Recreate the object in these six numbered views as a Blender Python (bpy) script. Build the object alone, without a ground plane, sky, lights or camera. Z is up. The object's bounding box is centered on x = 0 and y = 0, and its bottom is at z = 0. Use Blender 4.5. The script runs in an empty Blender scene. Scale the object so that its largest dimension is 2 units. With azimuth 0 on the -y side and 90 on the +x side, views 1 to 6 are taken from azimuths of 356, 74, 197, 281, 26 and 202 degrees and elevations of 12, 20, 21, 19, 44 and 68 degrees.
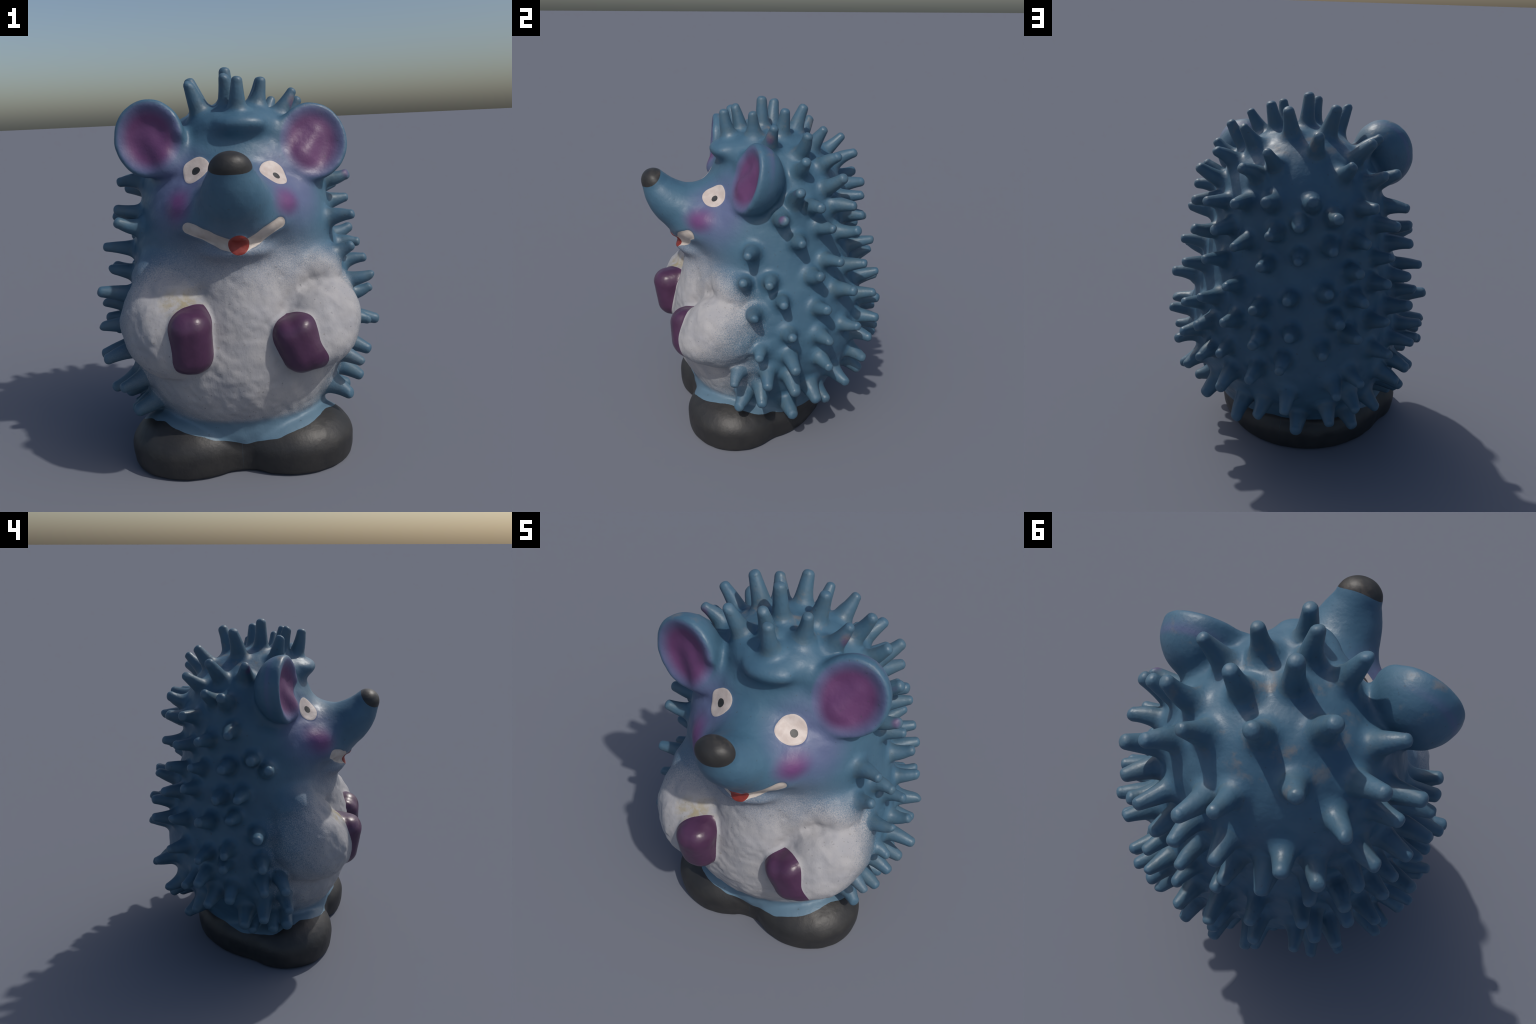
"""A painted plaster hedgehog figurine, sculpted as one smooth implicit solid
(ellipsoids, lofts and round cones blended together), polygonised, then split
into its anatomical parts along clean contour lines."""
import math
import numpy as np

# =====================================================================
#  SOLID PRIMITIVES  (signed distance, negative inside)
# =====================================================================
def smin(a, b, k):
    h = np.maximum(k - np.abs(a - b), 0.0) / k
    return np.minimum(a, b) - h * h * k * 0.25


def smax(a, b, k):
    return -smin(-a, -b, k)


def ellipsoid(p, c, r, turn=0.0, tilt=0.0):
    """turn: rotation about z (deg), tilt: rotation about x (deg), body axes"""
    q = p - np.array(c, p.dtype)
    if turn:
        a = math.radians(turn)
        q = np.stack([q[:, 0] * math.cos(a) + q[:, 1] * math.sin(a),
                      -q[:, 0] * math.sin(a) + q[:, 1] * math.cos(a), q[:, 2]], 1)
    if tilt:
        a = math.radians(tilt)
        q = np.stack([q[:, 0], q[:, 1] * math.cos(a) + q[:, 2] * math.sin(a),
                      -q[:, 1] * math.sin(a) + q[:, 2] * math.cos(a)], 1)
    r = np.array(r, p.dtype)
    k0 = np.sqrt(((q / r) ** 2).sum(1)) + 1e-9
    k1 = np.sqrt(((q / (r * r)) ** 2).sum(1)) + 1e-9
    return k0 * (k0 - 1.0) / k1


def round_cone(p, a, b, ra, rb):
    a, b = np.array(a, p.dtype), np.array(b, p.dtype)
    ab = b - a
    t = np.clip(((p - a) @ ab) / (ab @ ab), 0.0, 1.0)
    q = p - a - t[:, None] * ab
    return np.sqrt((q * q).sum(1)) - (ra + (rb - ra) * t)


def value_noise(p, scale, seed):
    q = p * scale
    i = np.floor(q).astype(np.int64)
    f = (q - i).astype(p.dtype)
    f = f * f * (3 - 2 * f)
    out = np.zeros(len(p), p.dtype)
    for dx in (0, 1):
        for dy in (0, 1):
            for dz in (0, 1):
                h = ((i[:, 0] + dx) * 374761393 + (i[:, 1] + dy) * 668265263
                     + (i[:, 2] + dz) * 2147483647 + seed * 144665) & 0xFFFFFFFF
                h = ((h ^ (h >> 13)) * 1274126177) & 0xFFFFFFFF
                v = ((h ^ (h >> 16)) & 0xFFFF).astype(p.dtype) / 32768.0 - 1.0
                w = ((f[:, 0] if dx else 1 - f[:, 0]) * (f[:, 1] if dy else 1 - f[:, 1])
                     * (f[:, 2] if dz else 1 - f[:, 2]))
                out += v * w
    return out


def smooth_curve(xs, ys):
    """monotone-ish cubic through control points -> callable on arrays"""
    xs, ys = np.array(xs, float), np.array(ys, float)
    m = np.gradient(ys, xs)

    def at(x):
        x = np.clip(x, xs[0], xs[-1])
        j = np.clip(np.searchsorted(xs, x) - 1, 0, len(xs) - 2)
        h = xs[j + 1] - xs[j]
        t = (x - xs[j]) / h
        t2, t3 = t * t, t * t * t
        return ((2 * t3 - 3 * t2 + 1) * ys[j] + (t3 - 2 * t2 + t) * h * m[j]
                + (-2 * t3 + 3 * t2) * ys[j + 1] + (t3 - t2) * h * m[j + 1]).astype(np.float32)
    return at


# =====================================================================
#  THE BODY
# =====================================================================
# trunk profile: height, left side, right side, front, back
TRUNK = [
    (0.05, -0.45, 0.41, -0.40, 0.34),
    (0.17, -0.455, 0.43, -0.455, 0.36),
    (0.28, -0.485, 0.455, -0.458, 0.42),
    (0.40, -0.55, 0.515, -0.485, 0.505),
    (0.55, -0.60, 0.58, -0.495, 0.565),
    (0.72, -0.61, 0.60, -0.49, 0.575),
    (0.87, -0.585, 0.58, -0.47, 0.562),
    (1.00, -0.555, 0.545, -0.445, 0.532),
    (1.10, -0.55, 0.52, -0.425, 0.50),
    (1.25, -0.51, 0.488, -0.43, 0.445),
    (1.42, -0.465, 0.45, -0.36, 0.405),
]
_z = [t[0] for t in TRUNK]
_left, _right, _front, _back = (smooth_curve(_z, [t[k] for t in TRUNK]) for k in range(1, 5))


def trunk(p):
    z = p[:, 2]
    xl, xr, yf, yb = _left(z), _right(z), _front(z), _back(z)
    cx = (xl + xr) * 0.5
    rx = (xr - xl) * 0.5
    cy = np.float32(0.02)
    qx = p[:, 0] - cx
    qy = p[:, 1] - cy
    ry = np.where(qy < 0, cy - yf, yb - cy)
    e = 2.25
    rho = ((np.abs(qx) / rx) ** e + (np.abs(qy) / ry) ** e) ** (1 / e) + 1e-6
    d = np.sqrt(qx * qx + qy * qy) * (1 - 1 / rho) + np.where(rho < 0.2, -0.3, 0)
    d = np.maximum(d, -0.4) * 0.95
    return smax(d, np.maximum(z - 1.42, 0.03 - z), 0.05)


def belly(p):
    d = ellipsoid(p, (-0.045, -0.22, 0.585), (0.455, 0.355, 0.41))
    d = smin(d, ellipsoid(p, (0.0, -0.35, 0.83), (0.20, 0.195, 0.19)), 0.10)    # chest
    d = smin(d, ellipsoid(p, (-0.03, -0.285, 1.03), (0.24, 0.20, 0.20)), 0.12)    # throat
    return smin(d, smin(ellipsoid(p, (0.35, -0.26, 0.98), (0.145, 0.145, 0.125)),
                        ellipsoid(p, (-0.39, -0.255, 0.98), (0.155, 0.155, 0.14)), 0.05), 0.14)    # shoulders


def head_core(p):
    d = ellipsoid(p, (-0.018, 0.060, 1.38), (0.468, 0.410, 0.437))
    d = smin(d, ellipsoid(p, (-0.025, -0.205, 1.275), (0.378, 0.255, 0.21)), 0.10)      # cheeks
    d = smin(d, ellipsoid(p, (-0.035, -0.36, 1.265), (0.29, 0.19, 0.10)), 0.07)     # upper jaw
    d = smin(d, smin(ellipsoid(p, (0.150, -0.345, 1.335), (0.120, 0.120, 0.072)),
                     ellipsoid(p, (-0.210, -0.335, 1.335), (0.120, 0.120, 0.072)), 0.03), 0.05)     # apple cheeks
    d = smin(d, ellipsoid(p, (-0.03, -0.41, 1.135), (0.17, 0.125, 0.055)), 0.06)      # chin
    d = smin(d, ellipsoid(p, (0.01, -0.10, 1.705), (0.22, 0.185, 0.102)), 0.07)     # crown
    d = smin(d, ellipsoid(p, (0.03, -0.27, 1.715), (0.11, 0.060, 0.042)), 0.05)     # fringe
    return d


SNOUT_LINE = smooth_curve([0, 0.45, 0.8, 1], [-0.34, -0.50, -0.60, -0.648])
SNOUT_RISE = smooth_curve([0, 0.45, 0.8, 1], [1.335, 1.374, 1.455, 1.530])
SNOUT_SIZE = smooth_curve([0, 0.45, 0.8, 1], [0.178, 0.142, 0.106, 0.072])


def snout(p):
    """a tapering, upturned sweep of balls along a curved line"""
    d = np.full(len(p), 9.0, np.float32)
    wide = np.array([0.85, 1, 1], np.float32)
    for t in np.linspace(0, 1, 34):
        c = np.array([-0.02 - 0.025 * t, SNOUT_LINE(t), SNOUT_RISE(t)], np.float32)
        q = (p - c) * wide
        d = np.minimum(d, np.sqrt((q * q).sum(1)) - SNOUT_SIZE(t))
    return d


NOSE_C = (-0.045, -0.648, 1.536)


def nose_ball(p):
    return ellipsoid(p, NOSE_C, (0.090, 0.068, 0.062), tilt=-40)


# ears: rim centre, turn about z, size (half width, half depth, half height)
EARS = [((-0.415, -0.215, 1.662), -14.0, (0.172, 0.165, 0.188)),
        ((0.380, -0.175, 1.612), 10.0, (0.180, 0.175, 0.194))]
# rim stand-off, the way the bowl opens, bowl depth, backward tilt of the cup
RIMS = [(0.036, (-0.16, -1.0, 0.10), 0.072, -5.0), (0.036, (0.08, -1.0, 0.26), 0.062, -14.0)]
EAR_RIDGE = [((-0.405, -0.170, 1.645), (-0.325, -0.240, 1.545)), ((0.395, -0.140, 1.635), (0.335, -0.195, 1.545))]
EAR_MOUTH = [((-0.295, -0.300, 1.575), 0.085), ((0.245, -0.270, 1.580), 0.075)]


def ear(p, i):
    c, turn, r = EARS[i]
    out, n, deep, back = RIMS[i]
    n = np.array(n, np.float32)
    n /= np.linalg.norm(n)
    q = p - np.array(c, np.float32)
    d = ellipsoid(p, c, r, turn, back)
    d = smax(d, q @ n - out, 0.035)
    hollow = np.array(c) + n * (out + 0.022)
    d = smax(d, -ellipsoid(p, hollow, (r[0] * 0.86, deep, r[2] * 0.87), turn, back), 0.035)
    m, mr = EAR_MOUTH[i]
    d = smax(d, -ellipsoid(p, m, (mr, mr * 0.8, mr)), 0.05)      # bowl runs out on to the face
    a, b = EAR_RIDGE[i]
    return smin(d, round_cone(p, a, b, 0.020, 0.036), 0.09)                   # fold inside the bowl


def pad(p, c, half, rnd, lean, roll):
    """a rounded block (a mitten), leaning back and rolled in the picture plane"""
    q = p - np.array(c, np.float32)
    a, b = math.radians(lean), math.radians(roll)
    q = np.stack([q[:, 0] * math.cos(b) + q[:, 2] * math.sin(b), q[:, 1],
                  -q[:, 0] * math.sin(b) + q[:, 2] * math.cos(b)], 1)
    q = np.stack([q[:, 0], q[:, 1] * math.cos(a) - q[:, 2] * math.sin(a),
                  q[:, 1] * math.sin(a) + q[:, 2] * math.cos(a)], 1)
    w = np.abs(q) - np.array(half, np.float32)
    o = np.maximum(w, 0)
    return np.sqrt((o * o).sum(1)) + np.minimum(w.max(1), 0) - rnd


def forearm(p, i):
    if i == 0:      # left in the picture
        d = ellipsoid(p, (-0.368, -0.31, 0.775), (0.243, 0.258, 0.262))
        return smin(d, ellipsoid(p, (-0.350, -0.405, 0.71), (0.185, 0.195, 0.195)), 0.07)
    d = ellipsoid(p, (0.345, -0.292, 0.748), (0.243, 0.252, 0.232))
    return smin(d, ellipsoid(p, (0.350, -0.400, 0.675), (0.172, 0.186, 0.150)), 0.06)


def mitten(p, i):
    if i == 0:
        return pad(p, (-0.266, -0.508, 0.748), (0.010, 0.058, 0.066), 0.090, -8, 0)
    d = pad(p, (0.245, -0.482, 0.695), (0.018, 0.050, 0.054), 0.092, 0, 24)
    return smin(d, ellipsoid(p, (0.335, -0.475, 0.630), (0.078, 0.108, 0.062)), 0.05)


def arm(p, i):
    return smin(forearm(p, i), mitten(p, i), 0.03)


def sole(p):
    """squash the space below ankle height so that the shoe walls stand upright"""
    q = p.copy()
    low = q[:, 2] < 0.10
    q[low, 2] = 0.10 - (0.10 - q[low, 2]) * 0.5
    return q


def shoe(p, i):
    if i == 0:
        return ellipsoid(p, (-0.292, -0.225, 0.10), (0.322, 0.288, 0.18))
    return ellipsoid(p, (0.225, -0.252, 0.10), (0.320, 0.288, 0.175))


def shoes(p):
    q = sole(p)
    d = smin(shoe(q, 0), shoe(q, 1), 0.10)
    d = smin(d, ellipsoid(q, (0.14, -0.08, 0.10), (0.33, 0.33, 0.18)), 0.03)
    d = smin(d, ellipsoid(q, (-0.24, -0.08, 0.10), (0.315, 0.33, 0.18)), 0.03)
    d = smin(d, ellipsoid(q, (-0.06, -0.005, 0.10), (0.448, 0.405, 0.195)), 0.05)       # heel block
    d = smin(d, ellipsoid(q, (-0.05, -0.20, 0.08), (0.17, 0.235, 0.11)), 0.05)
    return smax(d, -p[:, 2], 0.02)


# painted patches that stand a little proud of the surface ------------------
def paw_field(p, i):
    """where the mitten stands out of the arm and belly"""
    d = mitten(p, i) - np.minimum(forearm(p, i), np.minimum(belly(p), trunk(p))) + 0.010
    return np.maximum(d, mitten(p, i) - 0.03) + 0.002 * value_noise(p, 25.0, 31)


EYES = [((-0.197, -0.318, 1.505), 0.070), ((0.165, -0.320, 1.474), 0.074)]
PUPILS = [((-0.197, -0.325, 1.502), 0.021), ((0.180, -0.325, 1.460), 0.021)]


def ball_field(p, c, r, wobble, seed):
    q = p - np.array(c, np.float32)
    return np.sqrt((q * q).sum(1)) - r + wobble * value_noise(p, 18.0, seed)


def on_face(c):
    """slide a point along y onto the bare face"""
    p = np.array([c], np.float32)
    for _ in range(20):
        p[:, 1] += 0.6 * head_all(p) * (1 if p[0, 1] < 0.1 else -1)
    return tuple(float(v) for v in p[0])


def eye_field(p, i):
    return ball_field(p, *EYES[i], 0.007, 5 + i)


def pupil_field(p, i):
    return ball_field(p, *PUPILS[i], 0.003, 9 + i)


GRIN = [(-0.245, 1.258), (-0.172, 1.225), (-0.095, 1.186), (-0.021, 1.165), (0.045, 1.183), (0.111, 1.225), (0.172, 1.262)]


# folds between arm and chest, as lines in the picture plane
CREASES = [([(0.20, 0.835), (0.262, 0.885), (0.315, 0.935), (0.385, 0.985)], 0.017, 0.045),
           ([(-0.44, 0.95), (-0.36, 0.925), (-0.26, 0.925), (-0.20, 0.945)], 0.012, 0.032)]


def chain(p, line):
    q = p[:, [0, 2]]
    d = np.full(len(p), 9.0, np.float32)
    for a, b in zip(line[:-1], line[1:]):
        a, b = np.array(a, np.float32), np.array(b, np.float32)
        e, w = b - a, q - a
        t = np.clip((w @ e) / (e @ e), 0, 1)
        v = w - t[:, None] * e
        d = np.minimum(d, np.sqrt((v * v).sum(1)))
    return d


def teeth_field(p):
    d = chain(p, GRIN) - 0.029 + 0.004 * value_noise(p, 20.0, 3)
    return np.maximum(d, (p[:, 1] + 0.33) * 0.6)


TONGUE_C = (-0.02, -0.545, 1.178)


def tongue_field(p):
    q = (p - np.array(TONGUE_C, np.float32))[:, [0, 2]]
    d = np.sqrt((q * q).sum(1)) - 0.049
    return np.maximum(d, (p[:, 1] + 0.40) * 0.6)


def nose_field(p):
    return ellipsoid(p, (-0.045, -0.680, 1.570), (0.115, 0.076, 0.072), tilt=-40)


def step(f, w):
    t = np.clip(0.5 - f / (2 * w), 0, 1)
    return t * t * (3 - 2 * t)


def head_all(p):
    d = smin(head_core(p), snout(p), 0.075)
    return smin(d, nose_ball(p), 0.02)


EYES = [(on_face(c), r) for c, r in EYES]
PUPILS = [(on_face(c), r) for c, r in PUPILS]


def hide(p):
    """the smooth pelt that the spines stand on"""
    return smin(smin(trunk(p), belly(p), 0.05), head_all(p), 0.06)


def flesh(p):
    """everything but the spines"""
    d = hide(p)
    d = smin(d, smin(arm(p, 0), arm(p, 1), 0.02), 0.028)
    d = smin(d, smin(ear(p, 0), ear(p, 1), 0.02), 0.05)
    d = smin(d, shoes(p), 0.02)
    near = np.abs(d) < 0.05
    if near.any():
        q = p[near]
        e = np.zeros(len(q), np.float32)
        front = step(q[:, 1] + 0.12, 0.12)
        low = step(q[:, 2] - 1.05, 0.08) * step(0.27 - q[:, 2], 0.05)
        calm = 1 - np.maximum(step(paw_field(q, 0) - 0.02, 0.02), step(paw_field(q, 1) - 0.02, 0.02))
        e += calm * front * low * (0.007 * value_noise(q * np.array([1, 1, 0.7], np.float32), 13.0, 1)
                            + 0.003 * value_noise(q, 34.0, 2))
        e += 0.0015 * value_noise(q, 22.0, 4)
        near_arm = q[:, 2] > 0.7
        for line, depth, width in CREASES:
            e[near_arm] -= front[near_arm] * depth * np.exp(-(chain(q[near_arm], line) / width) ** 2)
        for i in (0, 1):
            e += 0.003 * step(eye_field(q, i), 0.006)
        e += 0.010 * step(tongue_field(q), 0.016) - 0.006 * step(teeth_field(q), 0.008)
        d[near] -= e
    return smax(d, -p[:, 2], 0.01)


# =====================================================================
#  SPINES   (direction seen from the middle of the body, and tip distance rules)
# =====================================================================
#SPINES-BEGIN
SPINE_ROWS = [
    # tips between 0.0 and 0.4 m
    [(-0.59, -0.28, 0.28), (-0.61, -0.20, 0.26), (-0.71, -0.16, 0.37), (-0.61, -0.07, 0.24), (-0.66, -0.03, 0.29), (-0.59, 0.29, 0.32), (-0.48, 0.38, 0.23), 
     (-0.37, 0.51, 0.30), (-0.18, 0.52, 0.21), (0.02, 0.61, 0.32), (0.15, 0.61, 0.28), (0.37, 0.53, 0.34), (0.60, 0.35, 0.40), (0.55, 0.25, 0.27), 
     (0.62, 0.16, 0.32), (0.60, 0.02, 0.23), (0.63, -0.18, 0.35), (0.55, -0.30, 0.30), ],
    # tips between 0.4 and 0.6 m
    [(-0.65, -0.30, 0.42), (-0.72, -0.29, 0.58), (-0.75, -0.17, 0.57), (-0.73, 0.04, 0.49), (-0.70, 0.18, 0.43), (-0.73, 0.23, 0.58), (-0.69, 0.32, 0.54), 
     (-0.51, 0.49, 0.41), (-0.42, 0.60, 0.54), (-0.15, 0.66, 0.42), (0.21, 0.69, 0.51), (0.50, 0.50, 0.49), (0.70, 0.20, 0.58), (0.70, 0.00, 0.44), 
     (0.68, -0.16, 0.49), (0.60, -0.34, 0.49), ],
    # tips between 0.6 and 0.8 m
    [(-0.75, -0.16, 0.72), (-0.76, 0.06, 0.79), (-0.75, 0.07, 0.70), (-0.74, 0.22, 0.74), (-0.65, 0.42, 0.75), (-0.53, 0.54, 0.61), (-0.34, 0.64, 0.79), 
     (-0.13, 0.71, 0.70), (0.03, 0.72, 0.62), (0.22, 0.67, 0.71), (0.36, 0.63, 0.64), (0.48, 0.58, 0.75), (0.55, 0.51, 0.66), (0.64, 0.39, 0.79), 
     (0.72, 0.19, 0.76), (0.76, -0.02, 0.62), (0.67, -0.21, 0.68), ],
    # tips between 0.8 and 1.0 m
    [(-0.75, -0.13, 0.90), (-0.71, 0.04, 0.98), (-0.71, 0.22, 0.96), (-0.62, 0.41, 0.93), (-0.50, 0.56, 0.88), (-0.41, 0.59, 0.96), (-0.17, 0.69, 0.89), 
     (0.02, 0.71, 0.82), (0.19, 0.69, 0.91), (0.35, 0.62, 1.00), (0.37, 0.63, 0.83), (0.48, 0.55, 0.92), (0.69, 0.18, 0.94), (0.72, -0.03, 0.81), 
     (0.68, -0.07, 0.99), (0.68, -0.24, 0.93), ],
    # tips between 1.0 and 1.2 m
    [(-0.72, -0.01, 1.11), (-0.68, 0.13, 1.08), (-0.60, 0.34, 1.11), (-0.51, 0.49, 1.05), (-0.47, 0.47, 1.20), (-0.34, 0.58, 1.11), (-0.14, 0.65, 1.07), 
     (0.02, 0.71, 1.02), (0.20, 0.63, 1.09), (0.51, 0.47, 1.12), (0.63, 0.36, 1.01), (0.61, 0.28, 1.18), (0.65, 0.15, 1.12), (0.63, -0.14, 1.09), 
     (0.57, -0.27, 1.10), ],
    # tips between 1.2 and 1.4 m
    [(-0.63, -0.17, 1.26), (-0.64, -0.07, 1.31), (-0.67, 0.09, 1.26), (-0.61, 0.24, 1.39), (-0.60, 0.29, 1.24), (-0.49, 0.41, 1.33), (-0.34, 0.53, 1.31), 
     (-0.16, 0.55, 1.24), (-0.02, 0.60, 1.37), (0.02, 0.61, 1.21), (0.17, 0.60, 1.29), (0.34, 0.58, 1.20), (0.31, 0.53, 1.34), (0.47, 0.44, 1.30), 
     (0.58, 0.24, 1.36), (0.61, 0.05, 1.30), (0.58, -0.25, 1.25), ],
    # tips between 1.4 and 1.6 m
    [(-0.63, 0.06, 1.44), (-0.51, 0.36, 1.51), (-0.35, 0.50, 1.47), (-0.22, 0.53, 1.56), (-0.17, 0.59, 1.43), (0.01, 0.58, 1.54), (0.18, 0.57, 1.51), 
     (0.37, 0.49, 1.48), (0.48, 0.40, 1.45), (0.57, 0.17, 1.48), (0.56, 0.05, 1.58), (0.60, -0.05, 1.43), ],
    # tips between 1.6 and 1.8 m
    [(-0.57, 0.11, 1.64), (-0.52, 0.22, 1.65), (-0.38, 0.37, 1.72), (0.04, 0.48, 1.77), (0.16, 0.52, 1.69), (0.38, 0.33, 1.72), (0.48, 0.33, 1.62), 
     (0.47, 0.11, 1.72), ],
    # tips between 1.8 and 2.1 m
    [(-0.04, -0.17, 1.96), (-0.22, -0.16, 1.93), (-0.03, -0.01, 2.00), (-0.44, -0.00, 1.80), (-0.44, 0.21, 1.81), (-0.22, 0.12, 1.96), (-0.19, 0.35, 1.85), 
     (0.01, 0.24, 1.95), (0.24, 0.29, 1.85), (0.16, 0.08, 1.95), (0.37, 0.15, 1.84), (0.32, -0.03, 1.88), (0.15, -0.11, 1.94), (0.02, -0.25, 1.94), 
     ],
]
#SPINES-END


def gradient(fn, p, e=0.004):
    g = np.empty_like(p)
    for k in range(3):
        o = np.zeros(3, p.dtype)
        o[k] = e
        g[:, k] = (fn(p + o) - fn(p - o)) / (2 * e)
    return g


def spine_tips():
    return np.array([t for row in SPINE_ROWS for t in row], np.float32).reshape(-1, 3)


def build_spines():
    """root on the skin, tip, and a slight bend for every spine"""
    tips = spine_tips()
    if not len(tips):
        return []
    rng = np.random.default_rng(11)
    root = tips.copy()
    for _ in range(12):                      # slide down to the skin
        d = hide(root)
        g = gradient(hide, root)
        g /= np.linalg.norm(g, axis=1, keepdims=True) + 1e-9
        root -= 0.7 * d[:, None] * g
    out = []
    for k in range(len(tips)):
        b, t = root[k], tips[k]
        axis = t - b
        stout = 1.0 + 0.18 * float(np.clip((0.55 - t[2]) / 0.2, 0, 1))     # the fringe is thicker
        b = b - axis * 0.12
        L = np.linalg.norm(t - b)
        chip = (t - b) / L + rng.normal(0, 0.28, 3)
        chip /= np.linalg.norm(chip)
        bend = np.array([0, 0, 1.0]) * rng.uniform(-0.008, 0.012) + rng.normal(0, 0.004, 3)
        out.append((b.astype(np.float32), t, bend.astype(np.float32),
                    stout * 0.056 * rng.uniform(0.9, 1.1), stout * 0.0270 * rng.uniform(0.88, 1.12), L,
                    chip.astype(np.float32)))
    return out


SPINES = build_spines()


def one_spine(p, s):
    b, t, bend, ra, rb, L, chip = s
    ab = t - b
    ab = ab * ((L - rb) / L)
    u = np.clip(((p - b) @ ab) / (ab @ ab), 0, 1)
    q = p - b - u[:, None] * ab - (4 * u * (1 - u))[:, None] * bend
    d = np.sqrt((q * q).sum(1)) - (ra + (rb - ra) * u ** 0.8)
    return smax(d, (p - t) @ chip, 0.012)           # chipped, blunt tip


BLOCK = 0.12


def _spine_blocks():
    table = {}
    for k, s in enumerate(SPINES):
        lo = np.floor((np.minimum(s[0], s[1]) - 0.12) / BLOCK).astype(int)
        hi = np.floor((np.maximum(s[0], s[1]) + 0.12) / BLOCK).astype(int)
        for a in range(lo[0], hi[0] + 1):
            for b in range(lo[1], hi[1] + 1):
                for c in range(lo[2], hi[2] + 1):
                    table.setdefault((a + 50) * 10000 + (b + 50) * 100 + (c + 50), []).append(k)
    return table


SPINE_BLOCKS = _spine_blocks()


def spines(p, with_index=False):
    d = np.full(len(p), 0.5, np.float32)
    who = np.full(len(p), -1, np.int32)
    if not SPINES:
        return (d, who) if with_index else d
    i = np.floor(p / BLOCK).astype(np.int64) + 50
    key = i[:, 0] * 10000 + i[:, 1] * 100 + i[:, 2]
    order = np.argsort(key, kind="stable")
    ks = key[order]
    cuts = np.flatnonzero(np.diff(ks)) + 1
    for seg in np.split(order, cuts):
        if not len(seg):
            continue
        for k in SPINE_BLOCKS.get(int(key[seg[0]]), ()):
            v = one_spine(p[seg], SPINES[k])
            better = v < d[seg]
            who[seg[better]] = k
            d[seg] = smin(d[seg], v, 0.012)
    return (d, who) if with_index else d


def solid(p):
    return smin(flesh(p), spines(p), 0.038)
#PURE-END

import bpy

# =====================================================================
#  POLYGONISE  (surface nets on a sparse band, then slide onto the surface)
# =====================================================================
H = 0.008
LO = np.array([-0.90, -0.90, -0.06])
N = np.ceil((np.array([0.90, 0.90, 2.06]) - LO) / H).astype(int) // 4 * 4 + 4


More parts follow.
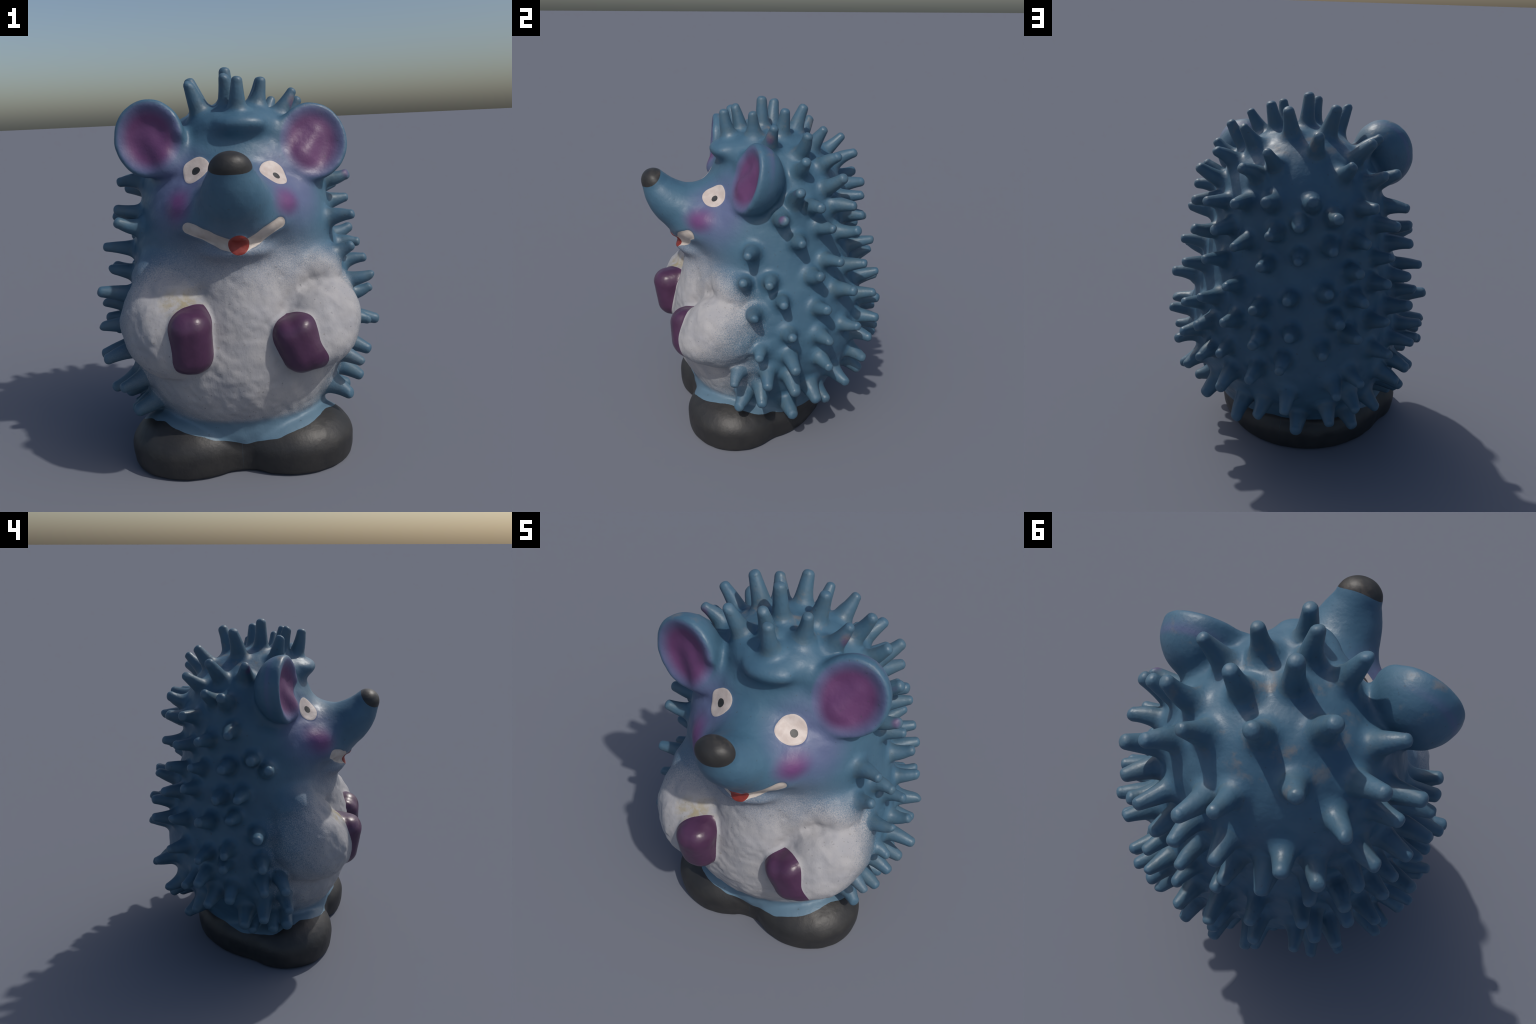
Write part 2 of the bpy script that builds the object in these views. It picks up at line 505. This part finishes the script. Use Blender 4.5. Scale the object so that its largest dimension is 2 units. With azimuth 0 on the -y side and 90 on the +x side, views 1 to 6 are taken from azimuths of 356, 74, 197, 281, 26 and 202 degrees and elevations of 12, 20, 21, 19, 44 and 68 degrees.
def polygonise():
    C = 4
    nc = N // C + 1
    ax = [LO[k] + H * C * np.arange(nc[k]) for k in range(3)]
    gx, gy, gz = np.meshgrid(*ax, indexing="ij")
    coarse = np.stack([gx.ravel(), gy.ravel(), gz.ravel()], 1).astype(np.float32)
    cf = solid(coarse).reshape(nc)
    near = np.abs(cf) < H * C * 1.9
    grow = near.copy()
    for k in range(3):
        a = [slice(None)] * 3
        b = [slice(None)] * 3
        a[k], b[k] = slice(1, None), slice(None, -1)
        g2 = grow.copy()
        g2[tuple(a)] |= grow[tuple(b)]
        grow = g2
    fine = np.repeat(np.repeat(np.repeat(np.sign(cf), C, 0), C, 1), C, 2)[:N[0] + 1, :N[1] + 1, :N[2] + 1].astype(np.float32)
    mask = np.repeat(np.repeat(np.repeat(grow, C, 0), C, 1), C, 2)[:N[0] + 1, :N[1] + 1, :N[2] + 1]
    idx = np.argwhere(mask)
    pts = (LO + idx * H).astype(np.float32)
    vals = np.concatenate([solid(c) for c in np.array_split(pts, max(1, len(pts) // 400000))])
    fine[mask] = vals
    s = fine < 0
    nx, ny, nz = [n - 1 for n in fine.shape]
    cnt = np.zeros((nx, ny, nz), np.int8)
    for dx in (0, 1):
        for dy in (0, 1):
            for dz in (0, 1):
                cnt += s[dx:nx + dx, dy:ny + dy, dz:nz + dz]
    active = (cnt > 0) & (cnt < 8)
    cells = np.argwhere(active)
    vid = np.full(active.shape, -1, np.int64)
    vid[active] = np.arange(len(cells))
    acc = np.zeros((len(cells), 3))
    num = np.zeros(len(cells))
    corner = {}
    for dx in (0, 1):
        for dy in (0, 1):
            for dz in (0, 1):
                corner[dx, dy, dz] = fine[cells[:, 0] + dx, cells[:, 1] + dy, cells[:, 2] + dz]
    for k in range(3):
        for u in (0, 1):
            for v in (0, 1):
                a = [u, v]
                a.insert(k, 0)
                b = list(a)
                b[k] = 1
                fa, fb = corner[tuple(a)], corner[tuple(b)]
                x = (fa < 0) != (fb < 0)
                t = np.where(x, fa / np.where(x, fa - fb, 1), 0)
                pos = np.array(a, float)[None] + np.zeros((len(cells), 3))
                pos[:, k] += t
                acc[x] += pos[x]
                num[x] += 1
    verts = LO + (cells + acc / num[:, None]) * H
    quads = []
    for k in range(3):
        u, v = (k + 1) % 3, (k + 2) % 3
        a = [slice(None)] * 3
        b = [slice(None)] * 3
        a[k], b[k] = slice(0, -1), slice(1, None)
        sa, sb = s[tuple(a)], s[tuple(b)]
        for flip in (False, True):
            e = np.argwhere(sa & ~sb if not flip else ~sa & sb)
            ok = (e[:, u] > 0) & (e[:, v] > 0) & (e[:, u] < s.shape[u] - 1) & (e[:, v] < s.shape[v] - 1)
            e = e[ok]
            ring = []
            for du, dv in ((-1, -1), (0, -1), (0, 0), (-1, 0)):
                c = e.copy()
                c[:, u] += du
                c[:, v] += dv
                ring.append(vid[c[:, 0], c[:, 1], c[:, 2]])
            q = np.stack(ring, 1)
            quads.append(q[:, ::-1] if flip else q)
    quads = np.concatenate(quads)
    quads = quads[(quads >= 0).all(1)]
    v = verts.astype(np.float32)
    for _ in range(3):                       # slide every vertex along its normal
        nq = np.cross(v[quads[:, 2]] - v[quads[:, 0]], v[quads[:, 3]] - v[quads[:, 1]])
        nv = np.zeros_like(v)
        for k in range(4):
            for ax_ in range(3):
                nv[:, ax_] += np.bincount(quads[:, k], nq[:, ax_], len(v)).astype(np.float32)
        nv /= np.linalg.norm(nv, axis=1, keepdims=True) + 1e-12
        v = v - np.clip(solid(v) * 0.8, -H * 0.6, H * 0.6)[:, None] * nv
    d1 = np.linalg.norm(v[quads[:, 0]] - v[quads[:, 2]], axis=1)
    d2 = np.linalg.norm(v[quads[:, 1]] - v[quads[:, 3]], axis=1)
    a = quads[d1 <= d2]
    b = quads[d1 > d2]
    tris = np.concatenate([a[:, [0, 1, 2]], a[:, [0, 2, 3]], b[:, [0, 1, 3]], b[:, [1, 2, 3]]])
    return v, tris


VERTS, TRIS = polygonise()
VERTS[:, 2] = np.maximum(VERTS[:, 2], 0.0)

# keep the one connected solid (drop any stray crumbs)
_par = np.arange(len(VERTS))
while True:                              # union by lowest root, with pointer jumping
    r = _par[TRIS]
    m = r.min(1)
    if (r.max(1) == m).all():
        break
    for k in range(3):
        np.minimum.at(_par, r[:, k], m)
    while (_par != _par[_par]).any():
        _par = _par[_par]
_keep = np.bincount(_par, minlength=len(VERTS)).argmax()
TRIS = TRIS[_par[TRIS[:, 0]] == _keep]

_fn = np.cross(VERTS[TRIS[:, 1]] - VERTS[TRIS[:, 0]], VERTS[TRIS[:, 2]] - VERTS[TRIS[:, 0]])
NORMALS = np.zeros_like(VERTS)
for k in range(3):
    np.add.at(NORMALS, TRIS[:, k], _fn)
NORMALS /= np.linalg.norm(NORMALS, axis=1, keepdims=True) + 1e-12
LABEL = np.zeros(len(TRIS), np.int32)

NAMES = ["torso"]


def cut(field, name, within=None, only=None):
    """split the skin along field = 0 and give the negative side a new label"""
    global VERTS, TRIS, NORMALS, LABEL
    f = field(VERTS).astype(np.float64)
    f[np.abs(f) < 4e-4] = 4e-4
    neg = f < 0
    tn = neg[TRIS]
    c = tn.sum(1)
    mixed = (c > 0) & (c < 3)
    lab = len(NAMES)
    NAMES.append(name)
    allowed = np.ones(len(TRIS), bool)
    if within is not None:
        allowed = np.isin(LABEL, within)
    LABEL = np.where((c == 3) & allowed, lab, LABEL)
    t, al, ol = TRIS[mixed], allowed[mixed], LABEL[mixed]
    if len(t):
        n = neg[t]
        lone = np.where(n.sum(1) == 1, n.argmax(1), (~n).argmax(1))
        r = np.arange(len(t))
        a, b, d = t[r, lone], t[r, (lone + 1) % 3], t[r, (lone + 2) % 3]
        lone_neg = n[r, lone]
        e = np.concatenate([np.sort(np.stack([a, b], 1), 1), np.sort(np.stack([a, d], 1), 1)])
        code = e[:, 0] * len(VERTS) + e[:, 1]
        uq, first, inv = np.unique(code, return_index=True, return_inverse=True)
        i, j = e[first, 0], e[first, 1]
        w = (f[i] / (f[i] - f[j]))[:, None]
        nv = VERTS[i] * (1 - w) + VERTS[j] * w
        nn = NORMALS[i] * (1 - w) + NORMALS[j] * w
        nn /= np.linalg.norm(nn, axis=1, keepdims=True) + 1e-12
        base = len(VERTS)
        VERTS = np.concatenate([VERTS, nv.astype(np.float32)])
        NORMALS = np.concatenate([NORMALS, nn.astype(np.float32)])
        ab, ad = base + inv[:len(t)], base + inv[len(t):]
        t1 = np.stack([a, ab, ad], 1)
        t2 = np.stack([ab, b, d], 1)
        t3 = np.stack([ab, d, ad], 1)
        l1 = np.where(lone_neg & al, lab, ol)
        l2 = np.where(~lone_neg & al, lab, ol)
        TRIS = np.concatenate([TRIS[~mixed], t1, t2, t3])
        LABEL = np.concatenate([LABEL[~mixed], l1, l2, l2])
    return lab


def bare(p):      # head + trunk, no limbs
    return smin(trunk(p), head_all(p), 0.09)


HEAD_LINE = smooth_curve([-0.9, -0.55, -0.35, 0.1, 0.6], [1.06, 1.06, 1.09, 1.14, 1.15])
L_HEAD = cut(lambda p: HEAD_LINE(p[:, 1]) - p[:, 2], "head")
L_SNOUT = cut(lambda p: snout(p) - head_core(p) + 0.03, "snout", [L_HEAD])
L_LEGS = cut(lambda p: np.maximum(p[:, 2] - 0.285 + 0.10 * np.clip(-p[:, 1] - 0.25, 0, 1), belly(p) * -1 + 0.0), "trousers", [0])
L_ARM = [cut(lambda p, i=i: arm(p, i) - np.minimum(trunk(p), belly(p)), "arm", [0]) for i in (0, 1)]
L_EAR = [cut(lambda p, i=i: ear(p, i) - bare(p), "ear", [0, L_HEAD, L_SNOUT]) for i in (0, 1)]


SHOE_TOP = smooth_curve([-0.5, -0.45, -0.3, -0.145, 0.0, 0.1, 0.2, 0.4], [0.25, 0.25, 0.24, 0.195, 0.172, 0.185, 0.20, 0.20])


def shoe_field(p):
    """black below a wavy edge that dips between the toes"""
    dip = 0.10 * np.clip(1 - np.abs(p[:, 0] + 0.03) / 0.4, 0, 1) * step(p[:, 1] + 0.2, 0.1)
    edge = SHOE_TOP(p[:, 1]) - dip + 0.006 * value_noise(p, 16.0, 21)
    return p[:, 2] - edge


L_SHOE = [cut(lambda p: np.maximum(shoe_field(p), p[:, 0] + 0.05), "shoe", [0, L_LEGS]),
          cut(lambda p: np.maximum(shoe_field(p), -0.05 - p[:, 0]), "shoe", [0, L_LEGS])]
L_EYE = [cut(lambda p, i=i: eye_field(p, i), "eye", [L_HEAD, L_SNOUT]) for i in (0, 1)]
L_PUPIL = [cut(lambda p, i=i: pupil_field(p, i), "pupil", [L_EYE[i]]) for i in (0, 1)]
L_NOSE = cut(nose_field, "nose", [L_SNOUT, L_HEAD])
L_TEETH = cut(lambda p: np.maximum(teeth_field(p), -0.0 - (snout(p) - 0.004)), "teeth", [L_HEAD, L_SNOUT, 0])
L_TONGUE = cut(lambda p: np.maximum(tongue_field(p), -(snout(p) - 0.004)), "tongue", [L_HEAD, L_SNOUT, L_TEETH, 0])
L_PAW = [cut(lambda p, i=i: paw_field(p, i), "paw", [L_ARM[i], 0]) for i in (0, 1)]
L_SPINE = cut(lambda p: np.maximum(0.014 - flesh(p), spines(p) - 0.02), "spine")

# =====================================================================
#  MATERIALS
# =====================================================================
class Paint:
    """small helper to write a node material as expressions"""

    def __init__(self, name):
        self.m = bpy.data.materials.new(name)
        self.m.use_nodes = True
        self.t = self.m.node_tree
        self.t.nodes.clear()
        self.out = self.t.nodes.new("ShaderNodeOutputMaterial")
        self.bsdf = self.t.nodes.new("ShaderNodeBsdfPrincipled")
        self.t.links.new(self.bsdf.outputs[0], self.out.inputs[0])
        self.pos = self.t.nodes.new("ShaderNodeTexCoord").outputs["Object"]

    def _in(self, sock, v):
        if hasattr(v, "is_output"):
            self.t.links.new(v, sock)
        else:
            sock.default_value = v

    def math(self, op, a, b=0.0, c=0.0):
        n = self.t.nodes.new("ShaderNodeMath")
        n.operation = op
        for s, v in zip(n.inputs, (a, b, c)):
            self._in(s, v)
        return n.outputs[0]

    def vmath(self, op, a, b=(0, 0, 0)):
        n = self.t.nodes.new("ShaderNodeVectorMath")
        n.operation = op
        self._in(n.inputs[0], a)
        self._in(n.inputs[1], b)
        return n.outputs["Value"] if op in ("LENGTH", "DISTANCE", "DOT_PRODUCT") else n.outputs[0]

    def noise(self, scale, detail=2.0, rough=0.5, squash=None):
        n = self.t.nodes.new("ShaderNodeTexNoise")
        p = self.pos
        if squash:
            p = self.vmath("MULTIPLY", p, squash)
        self._in(n.inputs["Vector"], p)
        n.inputs["Scale"].default_value = scale
        n.inputs["Detail"].default_value = detail
        n.inputs["Roughness"].default_value = rough
        return n.outputs[0]

    def ramp(self, v, a, b, lo=0.0, hi=1.0):
        n = self.t.nodes.new("ShaderNodeMapRange")
        n.interpolation_type = "SMOOTHSTEP"
        for s, x in zip(n.inputs, (v, a, b, lo, hi)):
            self._in(s, x)
        return n.outputs[0]

    def blob(self, c, r, soft, jitter=None):
        """1 inside an ellipsoid, falling to 0 at (1+soft) radii"""
        q = self.vmath("SUBTRACT", self.pos, c)
        q = self.vmath("DIVIDE", q, r)
        d = self.vmath("LENGTH", q)
        if jitter is not None:
            d = self.math("ADD", d, jitter)
        return self.ramp(d, 1.0 + soft, 1.0 - soft)

    def mix(self, f, a, b):
        n = self.t.nodes.new("ShaderNodeMix")
        n.data_type = "RGBA"
        self._in(n.inputs[0], f)
        self._in(n.inputs[6], a if hasattr(a, "is_output") else (*a, 1))
        self._in(n.inputs[7], b if hasattr(b, "is_output") else (*b, 1))
        return n.outputs[2]

    def finish(self, colour, rough=0.4, bump=None, strength=0.2, distance=0.01, spec=0.5):
        self._in(self.bsdf.inputs["Base Color"], colour if hasattr(colour, "is_output") else (*colour, 1))
        self._in(self.bsdf.inputs["Roughness"], rough)
        self.bsdf.inputs["Specular IOR Level"].default_value = spec
        if bump is not None:
            b = self.t.nodes.new("ShaderNodeBump")
            b.inputs["Strength"].default_value = strength
            b.inputs["Distance"].default_value = distance
            self._in(b.inputs["Height"], bump)
            self.t.links.new(b.outputs[0], self.bsdf.inputs["Normal"])
        return self.m


def skin_paint(greyed=False):
    P = Paint("greyed_blue_spine_paint" if greyed else "sprayed_blue_and_white_paint")
    grain = P.math("MULTIPLY", P.math("SUBTRACT", P.noise(170, 1.0), 0.5), 0.55)
    mott = P.noise(5.0, 4.0)
    col = P.mix(P.ramp(mott, 0.3, 0.7), (0.048, 0.117, 0.184), (0.060, 0.138, 0.207))
    if greyed:
        col = P.mix(P.ramp(P.noise(16, 3.0), 0.35, 0.75, 0.15, 0.7), col, (0.075, 0.128, 0.165))
    # violet overspray on the face and ears
    violet = P.blob((0.24, -0.33, 1.42), (0.17, 0.16, 0.19), 0.55)
    violet = P.math("MAXIMUM", violet, P.blob((-0.29, -0.33, 1.42), (0.16, 0.16, 0.19), 0.55))
    lining = None
    for (c, t, r), (out, n, deep, back) in zip(EARS, RIMS):
        q = P.vmath("SUBTRACT", P.pos, c)
        ln = math.sqrt(sum(v * v for v in n))
        lift = P.vmath("DOT_PRODUCT", q, tuple(v / ln for v in n))
        bowl = P.ramp(lift, out - 0.105, out - 0.075)
        flat = P.vmath("LENGTH", P.vmath("MULTIPLY", q, (1 / r[0], 0.0, 1 / r[2])))
        violet = P.math("MAXIMUM", violet, P.math("MULTIPLY", bowl, P.ramp(flat, 0.98, 0.84)))
        b = P.math("MULTIPLY", bowl, P.ramp(flat, 0.92, 0.52))
        lining = b if lining is None else P.math("MAXIMUM", lining, b)
    col = P.mix(P.math("MULTIPLY", violet, 0.7), col, (0.115, 0.120, 0.245))
    # pale lavender bloom on throat and jaw
    bloom = P.blob((-0.03, -0.46, 1.03), (0.50, 0.30, 0.22), 0.45, P.math("MULTIPLY", grain, 0.5))
    col = P.mix(P.math("MULTIPLY", bloom, 0.5), col, (0.20, 0.225, 0.29))
    # white front
    w = P.blob((-0.02, -0.42, 0.64), (0.60, 0.34, 0.45), 0.32, grain)
    w = P.math("MAXIMUM", w, P.blob((0.36, -0.42, 0.80), (0.23, 0.34, 0.27), 0.26, grain))
    w = P.math("MAXIMUM", w, P.blob((-0.36, -0.42, 0.78), (0.25, 0.34, 0.27), 0.26, grain))
    hem = P.ramp(P.pos and P.vmath("DOT_PRODUCT", P.pos, (0, 0.10, 1.0)), 0.205, 0.26)
    w = P.math("MULTIPLY", w, hem)
    if greyed:
        w = P.math("MULTIPLY", w, 0.2)
    white = P.mix(P.ramp(P.noise(9, 4.0), 0.3, 0.75), (0.325, 0.325, 0.345), (0.385, 0.375, 0.38))
    white = P.mix(P.math("MULTIPLY", P.blob((-0.30, -0.52, 0.915), (0.09, 0.08, 0.045), 0.9), P.ramp(P.noise(28, 3), 0.35, 0.7)),
                  white, (0.30, 0.26, 0.17))
    specks = P.ramp(P.noise(75, 1.0), 0.70, 0.76)
    white = P.mix(P.math("MULTIPLY", specks, 0.5), white, (0.22, 0.20, 0.18))
    col = P.mix(w, col, white)
    # pale hem
    h = P.blob((-0.02, -0.25, 0.20), (0.62, 0.40, 0.10), 0.25)
    h = P.math("MULTIPLY", h, P.math("SUBTRACT", 1.0, w))
    col = P.mix(P.math("MULTIPLY", h, 0.75), col, (0.125, 0.205, 0.272))
    # rosy cheeks
    rosy = P.blob((0.23, -0.46, 1.36), (0.065, 0.09, 0.060), 0.8)
    rosy = P.math("MAXIMUM", rosy, P.blob((-0.30, -0.42, 1.36), (0.060, 0.10, 0.075), 0.8))
    col = P.mix(P.math("MULTIPLY", rosy, 0.88), col, (0.135, 0.034, 0.145))
    # stray overspray on the spines round the ears
    for c in ((0.30, -0.05, 1.81), (0.526, 0.0, 1.575), (0.574, -0.067, 1.448), (-0.301, -0.127, 1.84), (-0.42, -0.02, 1.762)):
        col = P.mix(P.math("MULTIPLY", P.blob(c, (0.020, 0.020, 0.028), 0.7), 0.5), col, (0.15, 0.03, 0.14))
    # inside of the ears
    col = P.mix(P.math("MULTIPLY", lining, 0.92), col, P.mix(P.noise(7, 2), (0.105, 0.028, 0.105), (0.145, 0.045, 0.14)))
    # mottled tan patches on crown and ears
    tan_patch = None
    for c, r in (((0.0, 0.12, 1.80), (0.36, 0.28, 0.10)), ((-0.42, -0.12, 1.83), (0.12, 0.10, 0.06)), ((0.39, -0.08, 1.80), (0.12, 0.10, 0.06))):
        b = P.blob(c, r, 0.35)
        tan_patch = b if tan_patch is None else P.math("MAXIMUM", tan_patch, b)
    tan_patch = P.math("MULTIPLY", tan_patch, P.ramp(P.noise(11, 5.0, 0.6), 0.54, 0.70))
    col = P.mix(P.math("MULTIPLY", tan_patch, 0.65), col, (0.19, 0.17, 0.155))
    # dust specks
    col = P.mix(P.math("MULTIPLY", P.ramp(P.noise(60, 2.0), 0.69, 0.76), 0.45), col, (0.05, 0.06, 0.07))
    rough = P.math("ADD", P.math("MULTIPLY", w, 0.28), P.ramp(P.noise(14, 3), 0.3, 0.7, 0.42, 0.56))
    bump = P.math("ADD", P.noise(55, 3.0), P.math("MULTIPLY", P.math("MULTIPLY", P.noise(30, 4.0, 0.6, (1.2, 1.2, 0.6)), w), 2.0))
    return P.finish(col, rough, bump, 0.22, 0.006)


def plain_paint(name, a, b, rough, bump_scale=40, strength=0.15, nscale=12):
    P = Paint(name)
    col = P.mix(P.ramp(P.noise(nscale, 4.0), 0.3, 0.7), a, b)
    return P.finish(col, rough, P.noise(bump_scale, 3.0), strength, 0.006)


SKIN = skin_paint()
PELT = skin_paint(True)
BLACK = plain_paint("black_shoe_paint", (0.020, 0.020, 0.021), (0.030, 0.029, 0.028), 0.50, 45, 0.25)
def nose_paint():
    P = Paint("worn_black_nose_paint")
    col = P.mix(P.ramp(P.noise(12, 3), 0.3, 0.7), (0.019, 0.019, 0.019), (0.030, 0.029, 0.028))
    wear = P.math("MULTIPLY", P.blob((-0.02, -0.60, 1.60), (0.09, 0.05, 0.03), 0.9), P.ramp(P.noise(40, 4), 0.4, 0.65))
    col = P.mix(P.math("MULTIPLY", wear, 0.8), col, (0.085, 0.072, 0.060))
    return P.finish(col, 0.5, P.noise(40, 3.0), 0.2, 0.006)


NOSE = nose_paint()
PUPIL = plain_paint("black_pupil_paint", (0.018, 0.018, 0.018), (0.05, 0.05, 0.05), 0.5)
CREAM = plain_paint("cream_eye_paint", (0.50, 0.42, 0.38), (0.58, 0.51, 0.47), 0.5, 60, 0.2, 25)
IVORY = plain_paint("ivory_teeth_paint", (0.47, 0.41, 0.36), (0.55, 0.49, 0.44), 0.5, 60, 0.2, 25)
RED = plain_paint("red_tongue_paint", (0.24, 0.030, 0.022), (0.28, 0.038, 0.028), 0.5, 60, 0.2)
PLUM = plain_paint("plum_paw_paint", (0.060, 0.022, 0.058), (0.078, 0.030, 0.075), 0.36, 30, 0.3)

# =====================================================================
#  OBJECTS
# =====================================================================
root = bpy.data.objects.new("hedgehog_figurine", None)
bpy.context.collection.objects.link(root)
root.empty_display_size = 0.2
root["label"] = "blue hedgehog garden figurine with white belly and black shoes"
root["category"] = "hedgehog figurine"


def make_part(name, faces, material, parent):
    used, inv = np.unique(faces, return_inverse=True)
    me = bpy.data.meshes.new(name)
    f = inv.reshape(-1, 3).astype(np.int32)
    me.vertices.add(len(used))
    me.vertices.foreach_set("co", VERTS[used].astype(np.float32).ravel())
    me.loops.add(len(f) * 3)
    me.loops.foreach_set("vertex_index", f.ravel())
    me.polygons.add(len(f))
    me.polygons.foreach_set("loop_start", np.arange(len(f), dtype=np.int32) * 3)
    me.polygons.foreach_set("use_smooth", np.ones(len(f), bool))
    me.update(calc_edges=True)
    me.normals_split_custom_set_from_vertices(NORMALS[used].tolist())
    me.materials.append(material)
    ob = bpy.data.objects.new(name, me)
    bpy.context.collection.objects.link(ob)
    ob.parent = parent
    return ob


def part(label, material, parent):
    f = TRIS[LABEL == label]
    return make_part(NAMES[label], f, material, parent) if len(f) else None


torso = part(0, SKIN, root)
head = part(L_HEAD, SKIN, root)
muzzle = part(L_SNOUT, SKIN, head)
part(L_NOSE, NOSE, head)
part(L_TEETH, IVORY, head)
part(L_TONGUE, RED, head)
for i in (0, 1):
    part(L_EAR[i], SKIN, head)
    part(L_EYE[i], CREAM, head)
    part(L_PUPIL[i], PUPIL, head)
    a = part(L_ARM[i], SKIN, root)
    part(L_PAW[i], PLUM, a or root)
    part(L_SHOE[i], BLACK, root)
part(L_LEGS, SKIN, root)

sp = TRIS[LABEL == L_SPINE]
if len(sp):
    centre = VERTS[sp].mean(1)
    _, who = spines(centre.astype(np.float32), True)
    for k in range(len(SPINES)):
        f = sp[who == k]
        if len(f) > 20:
            make_part("spine", f, PELT, root)
    rest = sp[who < 0]
    if len(rest):
        print("unassigned spine faces", len(rest))
print("triangles", len(TRIS), "spines", len(SPINES))
